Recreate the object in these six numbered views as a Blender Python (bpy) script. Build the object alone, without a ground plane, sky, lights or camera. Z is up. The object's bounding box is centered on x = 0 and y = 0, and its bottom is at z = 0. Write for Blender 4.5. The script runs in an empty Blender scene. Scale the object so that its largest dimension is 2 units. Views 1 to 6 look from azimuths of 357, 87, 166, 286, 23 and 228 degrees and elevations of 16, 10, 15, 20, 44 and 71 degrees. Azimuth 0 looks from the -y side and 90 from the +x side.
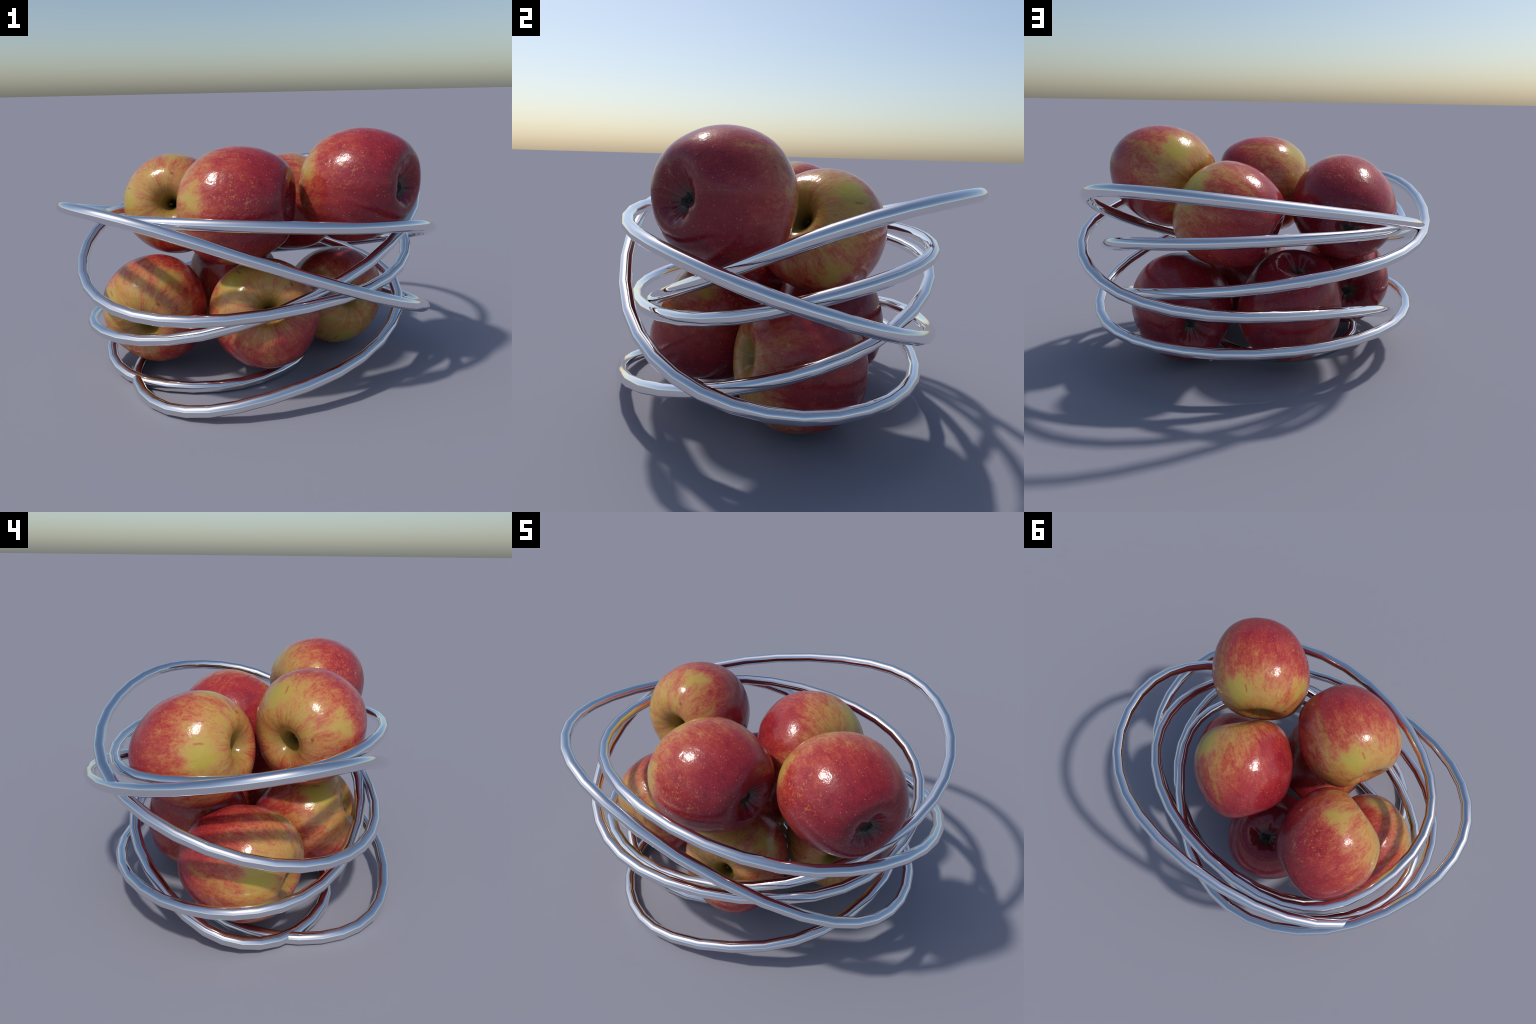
import bpy, math
import numpy as np
from mathutils import Matrix, Vector, noise

# ---------------------------------------------------------------------------
# A basket bent from ONE endless chromed wire (six wandering turns) that holds
# eight apples: four below, four on top.  Metres, z up.
# ---------------------------------------------------------------------------
WIRE_RADIUS = 0.0295
FACETS_PER_TURN = 34          # the bent wire shows straight little pieces

# control points of the closed cubic B-spline that the wire follows
WIRE_SPINE = [
    # turn 1: ground ring
    (-0.346, -0.523, 0.022), (-0.091, -0.506, 0.031),
    (0.118, -0.384, 0.039), (0.253, -0.218, 0.027),
    (0.267, -0.035, 0.027), (0.171, 0.135, 0.029),
    (-0.001, 0.247, 0.026), (-0.214, 0.263, 0.028),
    (-0.425, 0.175, 0.028), (-0.590, 0.003, 0.026),
    (-0.665, -0.227, 0.033), (-0.642, -0.479, 0.032),
    (-0.508, -0.690, 0.023), (-0.270, -0.812, 0.051),
    # turn 2: front foot, rising to the rear
    (0.051, -0.797, 0.113), (0.399, -0.679, 0.173),
    (0.673, -0.444, 0.250), (0.820, -0.137, 0.345),
    (0.802, 0.170, 0.433), (0.575, 0.436, 0.498),
    (0.226, 0.671, 0.571), (-0.150, 0.796, 0.654),
    (-0.509, 0.713, 0.699), (-0.797, 0.449, 0.749),
    (-0.961, 0.072, 0.845), (-0.991, -0.298, 0.937),
    (-0.832, -0.577, 0.970), (-0.504, -0.724, 0.913),
    # turn 3: high left side, dropping to the right
    (-0.067, -0.756, 0.759), (0.387, -0.704, 0.583),
    (0.746, -0.558, 0.437), (0.927, -0.288, 0.322),
    (0.925, 0.045, 0.254), (0.765, 0.365, 0.247),
    (0.451, 0.577, 0.236), (0.038, 0.657, 0.232),
    (-0.370, 0.621, 0.254), (-0.691, 0.432, 0.260),
    (-0.884, 0.132, 0.267), (-0.923, -0.186, 0.287),
    (-0.774, -0.445, 0.294), (-0.465, -0.606, 0.315),
    # turn 4: low rear hoop, rising
    (-0.060, -0.656, 0.416), (0.356, -0.584, 0.552),
    (0.700, -0.349, 0.698), (0.923, -0.049, 0.868),
    (0.944, 0.269, 0.991), (0.785, 0.588, 1.041),
    (0.501, 0.788, 1.037), (0.091, 0.802, 0.982),
    (-0.361, 0.695, 0.905), (-0.736, 0.485, 0.815),
    (-0.933, 0.177, 0.709), (-0.942, -0.186, 0.580),
    (-0.799, -0.507, 0.498), (-0.502, -0.714, 0.466),
    # turn 5: highest rear hoop, dropping
    (-0.109, -0.745, 0.474), (0.315, -0.647, 0.499),
    (0.663, -0.446, 0.536), (0.848, -0.154, 0.611),
    (0.865, 0.175, 0.709), (0.718, 0.460, 0.768),
    (0.411, 0.636, 0.792), (0.011, 0.680, 0.806),
    (-0.380, 0.618, 0.799), (-0.660, 0.447, 0.779),
    (-0.795, 0.141, 0.813), (-0.821, -0.206, 0.861),
    (-0.684, -0.490, 0.892), (-0.370, -0.664, 0.906),
    # turn 6: level top hoop, back down to the ground
    (0.047, -0.736, 0.894), (0.458, -0.675, 0.859),
    (0.784, -0.462, 0.822), (0.978, -0.166, 0.732),
    (0.987, 0.153, 0.631), (0.836, 0.427, 0.529),
    (0.540, 0.597, 0.457), (0.156, 0.654, 0.427),
    (-0.230, 0.602, 0.406), (-0.540, 0.434, 0.342),
    (-0.745, 0.186, 0.229), (-0.839, -0.063, 0.111),
    (-0.785, -0.282, 0.051), (-0.600, -0.443, 0.027),
]
APPLES = [  # place of the core, compass of the stem, tilt of the stem, spin of the fruit, radius
    ((-0.441, 0.138, 0.844), -97.5, 12.9, 168.3, 0.2818),  # back left
    ((-0.089, -0.368, 0.927), 160.7, -5.9, 105.9, 0.2830),  # front
    ((0.529, -0.269, 0.996), 135.1, -9.1, 115.3, 0.2818),  # right, highest
    ((0.205, 0.170, 0.829), -33.0, 23.7, 31.9, 0.2826),  # back
    ((-0.548, -0.143, 0.343), -99.8, -6.0, 148.8, 0.2825),  # lower left
    ((0.025, -0.338, 0.347), -88.2, 28.0, 133.2, 0.2811),  # lower front
    ((0.457, 0.058, 0.294), -74.5, 10.3, -100.4, 0.2804),  # lower right
    ((-0.110, 0.254, 0.340), -76.6, -81.1, 136.6, 0.2853),  # lower back
]
STEM_OFF, CALYX_OFF = (-0.066, -0.012), (-0.067, 0.093)   # hollows sit a little off the axis

# ------------------------------------------------------------------ helpers
def new_mesh(name, verts, faces, mats, smooth=True):
    me = bpy.data.meshes.new(name)
    me.from_pydata([tuple(v) for v in verts], [], faces)
    me.update()
    if smooth:
        me.polygons.foreach_set("use_smooth", [True] * len(me.polygons))
    for m in mats:
        me.materials.append(m)
    return me


def new_object(name, me, parent=None):
    ob = bpy.data.objects.new(name, me)
    bpy.context.scene.collection.objects.link(ob)
    if parent is not None:
        ob.parent = parent
    return ob


class Nodes:
    """Small shorthand for building a node tree."""

    def __init__(self, name):
        self.mat = bpy.data.materials.new(name)
        self.mat.use_nodes = True
        self.t = self.mat.node_tree
        self.t.nodes.clear()

    def put(self, sock, value):
        if hasattr(value, "links"):
            self.t.links.new(value, sock)
        else:
            sock.default_value = value

    def node(self, kind, out=0, props=None, **inputs):
        n = self.t.nodes.new(kind)
        for k, v in (props or {}).items():
            setattr(n, k, v)
        for k, v in inputs.items():
            self.put(n.inputs[int(k[1:])] if k[0] == "_" else n.inputs[k.replace("__", " ")], v)
        return n.outputs[out]

    def m(self, op, a, b=0.0, c=0.0, clamp=False):
        return self.node("ShaderNodeMath", props=dict(operation=op, use_clamp=clamp), _0=a, _1=b, _2=c)

    def add(self, a, b): return self.m("ADD", a, b)
    def sub(self, a, b): return self.m("SUBTRACT", a, b)
    def mul(self, a, b): return self.m("MULTIPLY", a, b)

    def step(self, x, lo, hi, a=0.0, b=1.0):
        n = self.t.nodes.new("ShaderNodeMapRange")
        n.interpolation_type = "SMOOTHSTEP"
        for i, v in enumerate((x, lo, hi, a, b)):
            self.put(n.inputs[i], v)
        return n.outputs[0]

    def vec(self, x, y, z):
        return self.node("ShaderNodeCombineXYZ", _0=x, _1=y, _2=z)

    def noise(self, v, scale, detail=2.0, rough=0.5):
        return self.node("ShaderNodeTexNoise", Vector=v, Scale=scale, Detail=detail, Roughness=rough)

    def dist(self, v, p):
        return self.node("ShaderNodeVectorMath", out=1, props=dict(operation="DISTANCE"), _0=v, _1=p)

    def mix(self, f, a, b, blend="MIX"):
        n = self.t.nodes.new("ShaderNodeMix")
        n.data_type = "RGBA"
        n.blend_type = blend
        for i, v in ((0, f), (6, a), (7, b)):
            self.put(n.inputs[i], v)
        return n.outputs[2]

    def ramp(self, f, stops):
        n = self.t.nodes.new("ShaderNodeValToRGB")
        e = n.color_ramp.elements
        while len(e) < len(stops):
            e.new(0.5)
        for el, (p, c) in zip(e, stops):
            el.position = p
            el.color = (*c, 1)
        self.put(n.inputs[0], f)
        return n.outputs[0]

    def finish(self, **inputs):
        b = self.t.nodes.new("ShaderNodeBsdfPrincipled")
        for k, v in inputs.items():
            self.put(b.inputs[k.replace("__", " ")], v)
        o = self.t.nodes.new("ShaderNodeOutputMaterial")
        self.t.links.new(b.outputs[0], o.inputs[0])
        return self.mat


def rgb(r, g, b):
    return (r, g, b, 1.0)


# ---------------------------------------------------------------- materials
def chrome_material():
    n = Nodes("chrome")
    co = n.node("ShaderNodeTexCoord", out=3)
    smear = n.noise(co, 9.0, 3.0)
    return n.finish(Base__Color=rgb(0.845, 0.845, 0.855), Metallic=1.0,
                    Roughness=n.step(smear, 0.35, 0.7, 0.035, 0.055))


def direction(azimuth, polar):
    a, p = math.radians(azimuth), math.radians(polar)
    return (math.sin(p) * math.cos(a), math.sin(p) * math.sin(a), math.cos(p))


def apple_skin_material():
    """Stem side yellow, far side crimson, streaked from pole to pole.
    Local axes: +z to the stem, +x to the big yellow patch."""
    n = Nodes("apple_skin")
    co = n.node("ShaderNodeTexCoord", out=3)
    s = n.t.nodes.new("ShaderNodeSeparateXYZ")
    n.put(s.inputs[0], co)
    x, y, z = s.outputs
    radius = n.m("SQRT", n.add(n.mul(x, x), n.mul(y, y)))
    stem_r = n.node("ShaderNodeVectorMath", out=1, props=dict(operation="DISTANCE"), _0=n.vec(x, y, 0.0), _1=(*STEM_OFF, 0.0))
    calyx_r = n.node("ShaderNodeVectorMath", out=1, props=dict(operation="DISTANCE"), _0=n.vec(x, y, 0.0), _1=(*CALYX_OFF, 0.0))
    inv = n.m("DIVIDE", 1.0, n.m("MAXIMUM", radius, 0.02))
    cx, cy = n.mul(x, inv), n.mul(y, inv)
    d = n.node("ShaderNodeVectorMath", props=dict(operation="NORMALIZE"), _0=co)
    # streak coordinates: fast round the axis, slow along it
    along = n.mul(z, 0.55)
    streak_v = n.vec(cx, cy, along)
    wobble = n.node("ShaderNodeTexNoise", out=1, Vector=co, Scale=5.0, Detail=2.0)
    streak_w = n.node("ShaderNodeVectorMath", props=dict(operation="MULTIPLY_ADD"), _0=wobble, _1=(0.14, 0.14, 0.25), _2=streak_v)
    st_broad = n.noise(streak_w, 6.0, 3.0, 0.6)
    st_fine = n.noise(n.node("ShaderNodeVectorMath", props=dict(operation="MULTIPLY"), _0=streak_w, _1=(1, 1, 0.8)), 17.0, 3.0, 0.62)
    blotch = n.noise(co, 3.2, 3.0, 0.6)
    grain = n.noise(n.node("ShaderNodeVectorMath", props=dict(operation="MULTIPLY"), _0=co, _1=(1, 1, 0.6)), 62.0, 3.0, 0.7)
    mottle = n.noise(co, 17.0, 3.0, 0.65)

    # how red: grows to the calyx end and to the sunny side
    sep = n.t.nodes.new("ShaderNodeSeparateXYZ")
    n.put(sep.inputs[0], d)
    dx, dy, dz = sep.outputs
    red = n.add(0.655, n.mul(dz, -0.33))
    red = n.add(red, n.mul(dx, -0.10))
    red = n.add(red, n.mul(dy, -0.03))

    def patch(v, az, pol, size, strength, r):
        k = n.step(n.dist(v, direction(az, pol)), size * 0.08, size, strength, 0.0)
        return n.add(r, k)

    dw = n.node("ShaderNodeVectorMath", props=dict(operation="MULTIPLY_ADD"), _0=wobble, _1=(0.13, 0.13, 0.13), _2=n.node("ShaderNodeVectorMath", props=dict(operation="SUBTRACT"), _0=d, _1=(0.065, 0.065, 0.065)))
    red = patch(dw, 4, 51, 0.40, -0.34, red)        # big yellow-green patch
    red = patch(dw, -45, 45, 0.40, -0.09, red)
    red = patch(dw, -86, 64, 0.36, -0.36, red)      # second, ochre patch
    red = patch(dw, -160, 68, 0.60, 0.16, red)      # sunny cheek
    red = patch(dw, 170, 85, 0.75, 0.14, red)
    red = patch(dw, 150, 38, 0.40, 0.10, red)
    red = patch(dw, 100, 70, 0.80, 0.22, red)
    red = patch(dw, 180, 52, 0.70, 0.16, red)
    calm = n.step(red, 0.45, 0.85, 1.25, 0.5)
    red = n.add(red, n.mul(n.mul(n.sub(st_broad, 0.5), 0.50), calm))
    red = n.add(red, n.mul(n.mul(n.sub(st_fine, 0.5), 0.42), calm))
    red = n.add(red, n.mul(n.sub(blotch, 0.5), 0.30))
    red = n.add(red, n.mul(n.sub(mottle, 0.5), 0.22))
    red = n.add(red, n.mul(n.sub(grain, 0.5), 0.40))
    col = n.ramp(red, [(0.05, (0.445, 0.325, 0.064)), (0.25, (0.49, 0.290, 0.072)), (0.40, (0.49, 0.190, 0.068)),
                       (0.53, (0.45, 0.098, 0.046)), (0.66, (0.385, 0.040, 0.034)), (0.82, (0.285, 0.019, 0.028)), (1.0, (0.18, 0.010, 0.020))])
    # greenish tint of the big patch
    green = n.step(n.dist(dw, direction(5, 51)), 0.08, 0.36, 0.6, 0.0)
    col = n.mix(green, col, n.mix(0.5, col, rgb(0.44, 0.38, 0.045)))

    # short red dashes on the yellow part
    dash_v = n.node("ShaderNodeVectorMath", props=dict(operation="MULTIPLY"), _0=streak_w, _1=(1, 1, 0.6))
    dash = n.step(n.noise(dash_v, 13.0, 1.0), 0.64, 0.71)
    dash = n.mul(dash, n.step(red, 0.10, 0.35, 0.0, 0.9))
    dash = n.mul(dash, n.step(z, -0.25, 0.25))
    col = n.mix(n.mul(dash, 0.30), col, rgb(0.33, 0.045, 0.025))

    # hair-fine red lines that run into the stem hollow
    hair = n.noise(n.vec(cx, cy, n.mul(z, 0.25)), 24.0, 3.0, 0.6)
    hair = n.mul(n.step(hair, 0.55, 0.68), n.mul(n.step(z, 0.35, 0.65), n.mul(n.step(blotch, 0.38, 0.6, 0.15, 1.0), n.step(n.dist(dw, direction(4, 51)), 0.15, 0.45))))
    col = n.mix(n.mul(hair, 0.5), col, rgb(0.34, 0.085, 0.030))

    # one clear dash beside the big patch
    az = n.m("ARCTAN2", y, x)
    one = n.step(n.m("ABSOLUTE", n.add(az, n.add(0.16, n.mul(n.sub(mottle, 0.5), 0.08)))), 0.006, 0.034, 1.0, 0.0)
    one = n.mul(one, n.mul(n.step(z, 0.53, 0.60), n.step(z, 0.72, 0.65)))
    col = n.mix(n.mul(one, 0.8), col, rgb(0.40, 0.060, 0.030))

    # a pale scar that runs from pole to pole
    bend = n.add(math.radians(22), n.add(n.mul(z, 0.10), n.mul(n.sub(mottle, 0.5), 0.30)))
    scar = n.step(n.m("ABSOLUTE", n.sub(az, bend)), 0.015, 0.085, 1.0, 0.0)
    scar = n.mul(scar, n.mul(n.step(z, 0.30, 0.05), n.step(z, -0.66, -0.4)))
    col = n.mix(n.mul(scar, n.step(mottle, 0.35, 0.55, 0.25, 0.65)), col, rgb(0.44, 0.22, 0.045))

    # net of golden russet on one side
    net_v = n.node("ShaderNodeVectorMath", props=dict(operation="MULTIPLY_ADD"), _0=wobble, _1=(0.10, 0.10, 0.10), _2=co)
    net = n.node("ShaderNodeTexVoronoi", props=dict(feature="DISTANCE_TO_EDGE"), Vector=net_v, Scale=21.0)
    net = n.step(net, 0.02, 0.13, 1.0, 0.0)
    net = n.mul(net, n.step(n.noise(co, 13.0, 2.0, 0.6), 0.52, 0.63))
    net = n.mul(net, n.step(n.dist(dw, direction(-88, 102)), 0.22, 0.60, 1.0, 0.0))
    col = n.mix(n.mul(net, 0.75), col, rgb(0.50, 0.20, 0.055))

    # pale pores, denser to the calyx end
    vor = n.t.nodes.new("ShaderNodeTexVoronoi")
    n.put(vor.inputs["Vector"], co)
    vor.inputs["Scale"].default_value = 15.0
    pick = n.node("ShaderNodeSeparateColor", Color=vor.outputs["Color"])
    pore = n.mul(n.step(vor.outputs["Distance"], 0.06, 0.165, 1.0, 0.0), n.step(pick, 0.05, 0.5, 0.2, 0.9))
    pore = n.mul(pore, n.step(z, 0.65, 0.1, 0.0, 1.0))
    col = n.mix(n.mul(pore, 0.85), col, rgb(0.60, 0.29, 0.15))
    fine = n.node("ShaderNodeTexVoronoi", Vector=co, Scale=34.0)
    fine = n.mul(n.step(fine, 0.10, 0.24, 1.0, 0.0), n.step(z, -0.35, -0.75))
    col = n.mix(n.mul(fine, 0.35), col, rgb(0.48, 0.22, 0.13))
    # tiny dark specks on the yellow side
    speck = n.node("ShaderNodeTexVoronoi", Vector=co, Scale=9.0)
    speck = n.mul(n.step(speck, 0.03, 0.08, 1.0, 0.0), n.step(z, -0.1, 0.3))
    col = n.mix(n.mul(speck, 0.5), col, rgb(0.16, 0.08, 0.02))
    bruise = n.step(n.dist(d, direction(-93, 32)), 0.012, 0.04, 0.75, 0.0)
    col = n.mix(bruise, col, rgb(0.12, 0.06, 0.02))

    # olive funnel round the stem, grey dusty bowl round the calyx
    funnel = n.mul(n.step(stem_r, 0.40, 0.10), n.step(z, 0.3, 0.5))
    col = n.mix(n.mul(funnel, 0.75), col, n.mix(st_fine, rgb(0.16, 0.13, 0.018), rgb(0.30, 0.23, 0.04)))
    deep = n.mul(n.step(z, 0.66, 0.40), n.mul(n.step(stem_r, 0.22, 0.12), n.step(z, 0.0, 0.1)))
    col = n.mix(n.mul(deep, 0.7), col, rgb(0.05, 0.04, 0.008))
    bowl = n.mul(n.step(calyx_r, 0.25, 0.13), n.step(z, -0.3, -0.5))
    dusty = n.mix(n.step(st_fine, 0.35, 0.65), rgb(0.055, 0.036, 0.026), rgb(0.090, 0.066, 0.045))
    col = n.mix(n.mul(bowl, n.step(blotch, 0.3, 0.6, 0.45, 0.95)), col, dusty)

    # skin relief
    bump1 = n.node("ShaderNodeBump", Strength=0.10, Distance=0.012, Height=n.noise(co, 16.0, 2.0, 0.5))
    bump2 = n.node("ShaderNodeBump", Strength=0.10, Distance=0.0035, Height=n.noise(co, 60.0, 2.0, 0.6), Normal=bump1)
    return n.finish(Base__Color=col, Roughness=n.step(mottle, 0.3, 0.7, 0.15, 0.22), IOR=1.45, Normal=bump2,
                    Specular__IOR__Level=0.55, Subsurface__Weight=0.0)


def plain_material(name, dark, light, scale, rough):
    n = Nodes(name)
    co = n.node("ShaderNodeTexCoord", out=3)
    f = n.noise(co, scale, 3.0, 0.65)
    bump = n.node("ShaderNodeBump", Strength=0.5, Distance=0.02, Height=f)
    return n.finish(Base__Color=n.mix(n.step(f, 0.35, 0.65), rgb(*dark), rgb(*light)), Roughness=rough, Normal=bump)


# --------------------------------------------------------------------- wire
def spline(points, per):
    p = np.array(points)
    k = len(p)
    u = np.arange(per * k) / per
    i = np.floor(u).astype(int)
    f = (u - i)[:, None]
    w = ((1 - f) ** 3 / 6, (3 * f ** 3 - 6 * f ** 2 + 4) / 6, (-3 * f ** 3 + 3 * f ** 2 + 3 * f + 1) / 6, f ** 3 / 6)
    return sum(w[j] * p[(i - 1 + j) % k] for j in range(4))


def wire_mesh(material):
    fine = spline(WIRE_SPINE, 40)
    # place the bends so that each one turns by about the same angle
    tan = np.roll(fine, -1, 0) - fine
    length = np.linalg.norm(tan, axis=1)
    tan /= length[:, None]
    turn = np.arccos(np.clip((tan * np.roll(tan, 1, 0)).sum(1), -1, 1))
    share = turn / turn.sum() + 0.8 * length / length.sum()
    acc = np.concatenate([[0], np.cumsum(share)])
    bends = 6 * FACETS_PER_TURN
    want = np.arange(bends) / bends * acc[-1]
    closed = np.vstack([fine, fine[:1]])
    path = np.stack([np.interp(want, acc, closed[:, i]) for i in range(3)], 1)
    path[:, 2] = np.maximum(path[:, 2], WIRE_RADIUS)      # the lowest turn lies on the table
    ahead = np.roll(path, -1, 0) - path
    ahead /= np.linalg.norm(ahead, axis=1)[:, None]
    t = ahead + np.roll(ahead, 1, 0)
    t /= np.linalg.norm(t, axis=1)[:, None]
    sides = 16
    ang = np.arange(sides) / sides * 2 * math.pi
    verts, faces = [], []
    up = np.array([0.0, 0.0, 1.0])
    for c, d in zip(path, t):
        a = np.cross(d, up)
        a /= np.linalg.norm(a)
        b = np.cross(a, d)
        verts += [c + WIRE_RADIUS * (math.cos(q) * a + math.sin(q) * b) for q in ang]
    for i in range(bends):
        j = (i + 1) % bends
        for q in range(sides):
            r = (q + 1) % sides
            faces.append((i * sides + q, i * sides + r, j * sides + r, j * sides + q))
    return new_mesh("wire_basket", verts, faces, [material])


# -------------------------------------------------------------------- apple
HEIGHT, ROUND, TAPER, WAIST, SHOULDER = 0.9728, 0.5474, 0.1015, -0.0460, 0.0072
TOP_ROUND, LIP, BOWL = 0.1314, 0.2547, 0.2714
# lopsidedness: how the girth swells round the axis (cos, sin of once, twice,
# three times round), constant or growing to the two ends
LOBE2, LOBE3, SKEW, SKEW2, TOP_TILT, BASE_TILT = (0.0077, -0.0014), (0.0003, 0.0114), (-0.0499, -0.0376), (0.0033, -0.0086), (0.0109, -0.0578), (-0.1031, 0.0776)
SQUARE1, SQUARE2, SKEW3, CUBE1 = (-0.0551, 0.0575), (0.0093, -0.0099), (0.0002, -0.0032), (-0.0150, -0.0256)


def apple_surface(u, v):
    """Unit apple without its hollows: u runs from the stem pole to the calyx
    pole, v round the axis."""
    c, s = np.cos(u), np.sin(u)

    def wave(k, pair):
        return pair[0] * np.cos(k * v) + pair[1] * np.sin(k * v)

    rho = s ** (ROUND + TOP_ROUND * c) * np.exp(TAPER * c + WAIST * (np.cos(2 * u) + 1) + SHOULDER * np.cos(3 * u))
    rho = rho * (1 + wave(2, LOBE2) + wave(3, LOBE3) + c * (wave(1, SKEW) + wave(2, SKEW2) + wave(3, SKEW3))
                 + c ** 2 * (wave(1, SQUARE1) + wave(2, SQUARE2)) + c ** 3 * wave(1, CUBE1))
    z = HEIGHT * c
    tilt = np.where(c > 0, wave(1, TOP_TILT), wave(1, BASE_TILT))
    return rho, z + rho * np.abs(c) * tilt


def apple_point(u, v):
    rho, z = apple_surface(u, v)
    top, base = u < math.pi / 2, u >= math.pi / 2
    # stem funnel: wide lip, then a narrow shaft
    lip = np.clip(1 - rho / 0.62, 0, 1) ** 2.2 * LIP
    shaft = 0.40 / (1 + (rho / 0.112) ** 2.7)
    z = z - np.where(top, lip + shaft, 0)
    # calyx bowl with puckered folds
    bowl = 0.27 / (1 + (rho / BOWL) ** 3.2)
    env = np.exp(-((rho - 0.24) / 0.11) ** 2)
    folds = env * (0.018 * np.cos(5 * v + 0.4) * (1 + 0.6 * np.cos(v + 1)) + 0.010 * np.cos(8 * v + 2.0) + 0.006 * np.cos(13 * v + 1.1) + 0.022 * np.cos(2 * v - 0.7))
    z = z + np.where(base, bowl + folds, 0)
    # both hollows sit a little off the axis
    near = np.exp(-(rho / 0.5) ** 2)
    ox = near * np.where(top, STEM_OFF[0], CALYX_OFF[0])
    oy = near * np.where(top, STEM_OFF[1], CALYX_OFF[1])
    return np.stack([rho * np.cos(v) + ox, rho * np.sin(v) + oy, z], -1)


def apple_mesh(material):
    around = 144
    ring = np.linspace(0.025, 0.50, 36)
    top = np.arcsin(ring ** (1 / (ROUND + TOP_ROUND)))
    low = np.arcsin(ring ** (1 / (ROUND - TOP_ROUND)))
    mid = np.linspace(top[-1], math.pi - low[-1], 92)[1:-1]
    us = np.concatenate([top, mid, (math.pi - low)[::-1]])
    vs = np.arange(around) / around * 2 * math.pi
    uu, vv = np.meshgrid(us, vs, indexing="ij")
    p = apple_point(uu, vv).reshape(-1, 3)
    # faint hand-made unevenness
    for i, q in enumerate(p):
        k = noise.noise(Vector(q) * 2.3) * 0.010 + noise.noise(Vector(q) * 6.0 + Vector((5, 1, 2))) * 0.003
        p[i] = q * (1 + k)
    rows = len(us)
    verts = list(p)
    faces = [(i * around + j, (i + 1) * around + j, (i + 1) * around + (j + 1) % around, i * around + (j + 1) % around)
             for i in range(rows - 1) for j in range(around)]
    first, last = len(verts), len(verts) + 1
    verts.append(p[:around].mean(0))
    verts.append(p[-around:].mean(0))
    faces += [(first, j, (j + 1) % around) for j in range(around)]
    o = (rows - 1) * around
    faces += [(last, o + (j + 1) % around, o + j) for j in range(around)]
    return new_mesh("apple", verts, faces, [material]), verts[first], verts[last]


def stem_mesh(foot, material):
    """Short dry stub at the bottom of the stem funnel."""
    sides, steps = 12, 9
    verts, faces = [], []
    for i in range(steps + 1):
        f = i / steps
        r = 0.036 * (1 - 0.35 * f) * (1 + 0.5 * max(0, f - 0.75))
        c = np.array(foot) + np.array([0.03 * f * f, 0.02 * f, -0.03 + 0.25 * f])
        for j in range(sides):
            a = 2 * math.pi * j / sides
            k = r * (1 + 0.12 * math.cos(3 * a + 2 * f))
            verts.append(c + np.array([k * math.cos(a), k * math.sin(a), 0]))
    for i in range(steps):
        for j in range(sides):
            k = (j + 1) % sides
            faces.append((i * sides + j, i * sides + k, (i + 1) * sides + k, (i + 1) * sides + j))
    faces.append(tuple(range(steps * sides, (steps + 1) * sides)))
    return new_mesh("stem", verts, faces, [material])


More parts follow.
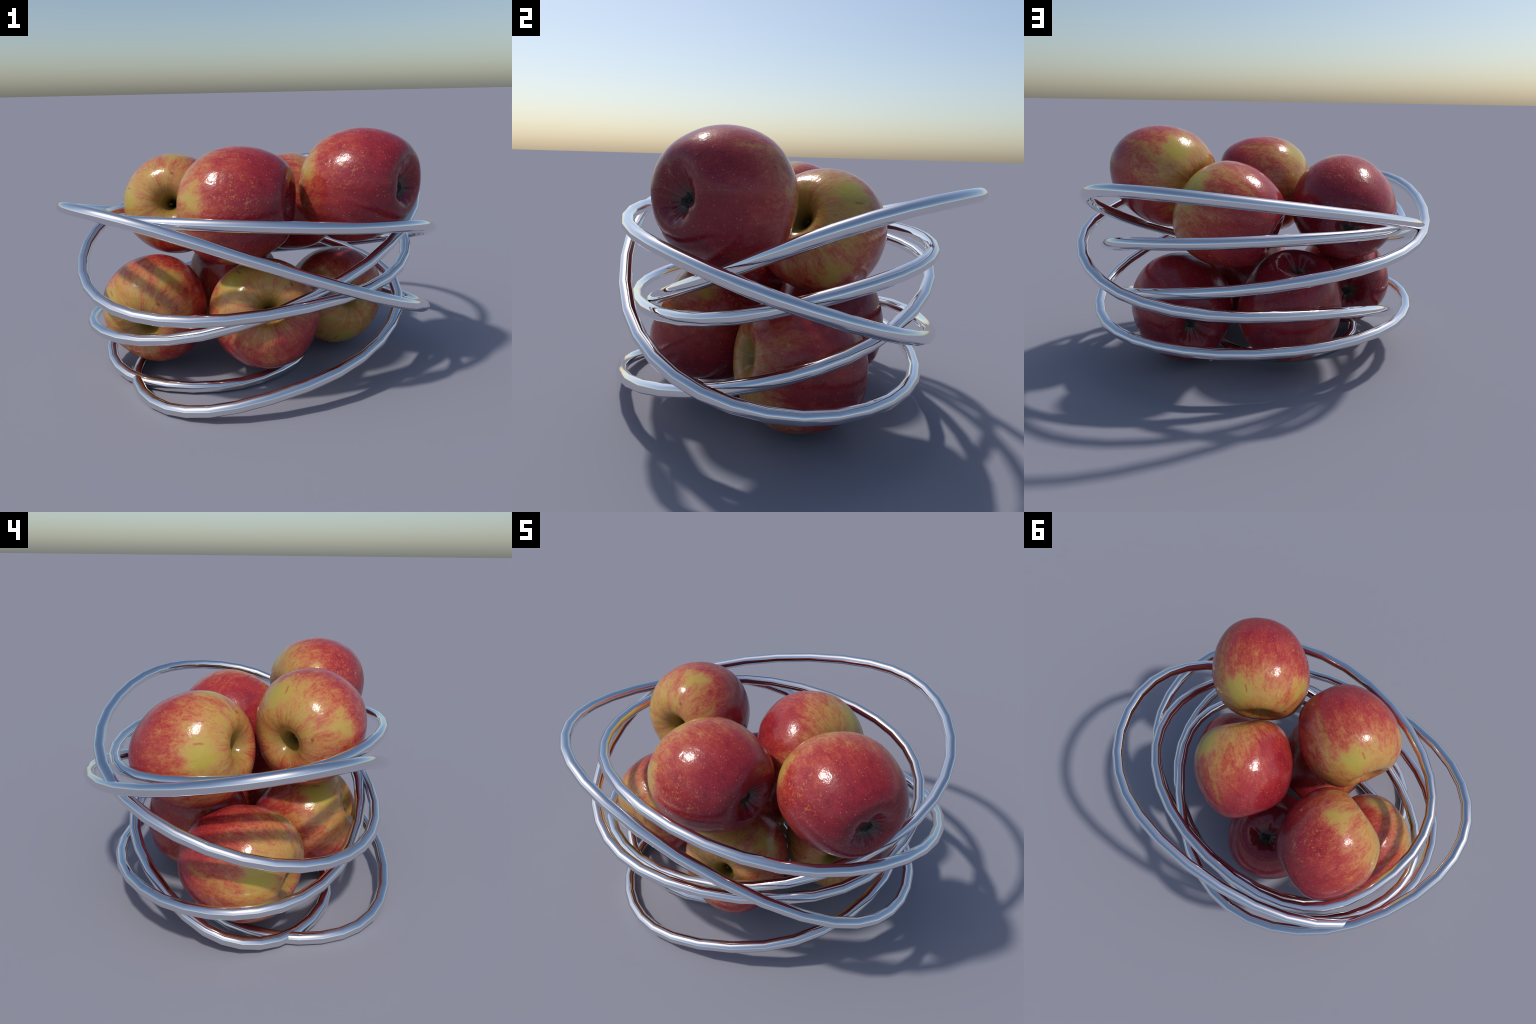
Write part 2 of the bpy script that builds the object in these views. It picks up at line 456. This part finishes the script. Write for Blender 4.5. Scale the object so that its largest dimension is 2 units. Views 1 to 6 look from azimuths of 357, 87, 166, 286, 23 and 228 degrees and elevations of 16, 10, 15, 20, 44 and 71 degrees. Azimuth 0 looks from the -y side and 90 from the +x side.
def calyx_mesh(foot, material):
    """Five withered sepals curled over a dark crown of stamens."""
    rng = np.random.default_rng(7)
    verts, faces = [], []

    def blade(az, reach, width, lift, curl):
        n = len(verts)
        steps = 6
        d = np.array([math.cos(az), math.sin(az), 0])
        e = np.array([-d[1], d[0], 0])
        for i in range(steps + 1):
            f = i / steps
            w = width * (1 - f) ** 0.8 * (0.55 + 1.2 * f * (1 - f)) + 0.004
            c = np.array(foot) + d * (0.02 + reach * math.sin(f * curl) / curl) + np.array([0, 0, 0.02 - lift * f + 0.10 * (f ** 3)])
            th = 0.012 * (1 - 0.6 * f)
            verts.extend([c - e * w + [0, 0, 0.02], c - [0, 0, th], c + e * w + [0, 0, 0.02], c + [0, 0, th]])
        for i in range(steps):
            for k in range(4):
                a, b = n + 4 * i + k, n + 4 * i + (k + 1) % 4
                faces.append((a, b, b + 4, a + 4))
        faces.append((n, n + 3, n + 2, n + 1))
        t = n + 4 * steps
        faces.append((t, t + 1, t + 2, t + 3))

    # dark rough crown under the sepals
    n0, rings, sides = 0, 4, 20
    for i in range(rings + 1):
        f = i / rings
        for j in range(sides):
            a = 2 * math.pi * j / sides
            k = 0.125 * f * (1 + 0.18 * math.cos(3 * a + 1) + 0.12 * math.cos(7 * a))
            verts.append(np.array(foot) + np.array([k * math.cos(a), k * math.sin(a), -0.030 * (1 - f * f) + 0.004 * f + 0.018 * math.cos(5 * a + 9 * f)]))
    for i in range(rings):
        for j in range(sides):
            k = (j + 1) % sides
            faces.append((i * sides + j, (i + 1) * sides + j, (i + 1) * sides + k, i * sides + k))
    for i in range(5):
        blade(2 * math.pi * i / 5 + rng.uniform(-0.25, 0.25), rng.uniform(0.15, 0.21), rng.uniform(0.08, 0.11), rng.uniform(0.07, 0.13), rng.uniform(1.6, 2.6))
    for i in range(9):
        blade(2 * math.pi * i / 9 + rng.uniform(-0.3, 0.3), rng.uniform(0.03, 0.08), 0.014, rng.uniform(0.06, 0.12), 1.2)
    return new_mesh("calyx", verts, faces, [material])


# --------------------------------------------------------------------- build
chrome = chrome_material()
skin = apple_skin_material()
stem_wood = plain_material("dry_stem", (0.045, 0.030, 0.012), (0.16, 0.11, 0.05), 14.0, 0.8)
sepal = plain_material("withered_sepal", (0.003, 0.003, 0.003), (0.060, 0.056, 0.042), 11.0, 0.85)

basket = new_object("wire_basket", wire_mesh(chrome))
basket["label"] = "open basket bent from one looping chromed wire"
basket["category"] = "fruit basket"

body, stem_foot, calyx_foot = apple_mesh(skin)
stem_data = stem_mesh(stem_foot, stem_wood)
calyx_data = calyx_mesh(calyx_foot, sepal)
for place, compass, tilt, spin, size in APPLES:
    a, e, w = (math.radians(q) for q in (compass, tilt, spin))
    axis = Vector((math.cos(e) * math.cos(a), math.cos(e) * math.sin(a), math.sin(e)))
    side = Vector((-math.sin(a), math.cos(a), 0))
    other = axis.cross(side)
    lx = math.cos(w) * side + math.sin(w) * other
    ly = axis.cross(lx)
    turn = Matrix((lx, ly, axis)).transposed().to_4x4()
    fruit = new_object("apple", body)
    fruit.matrix_world = Matrix.Translation(place) @ turn @ Matrix.Scale(size, 4)
    fruit["label"] = "glossy red and yellow streaked apple"
    fruit["category"] = "apple"
    new_object("stem", stem_data, fruit)
    new_object("calyx", calyx_data, fruit)

bpy.context.view_layer.update()
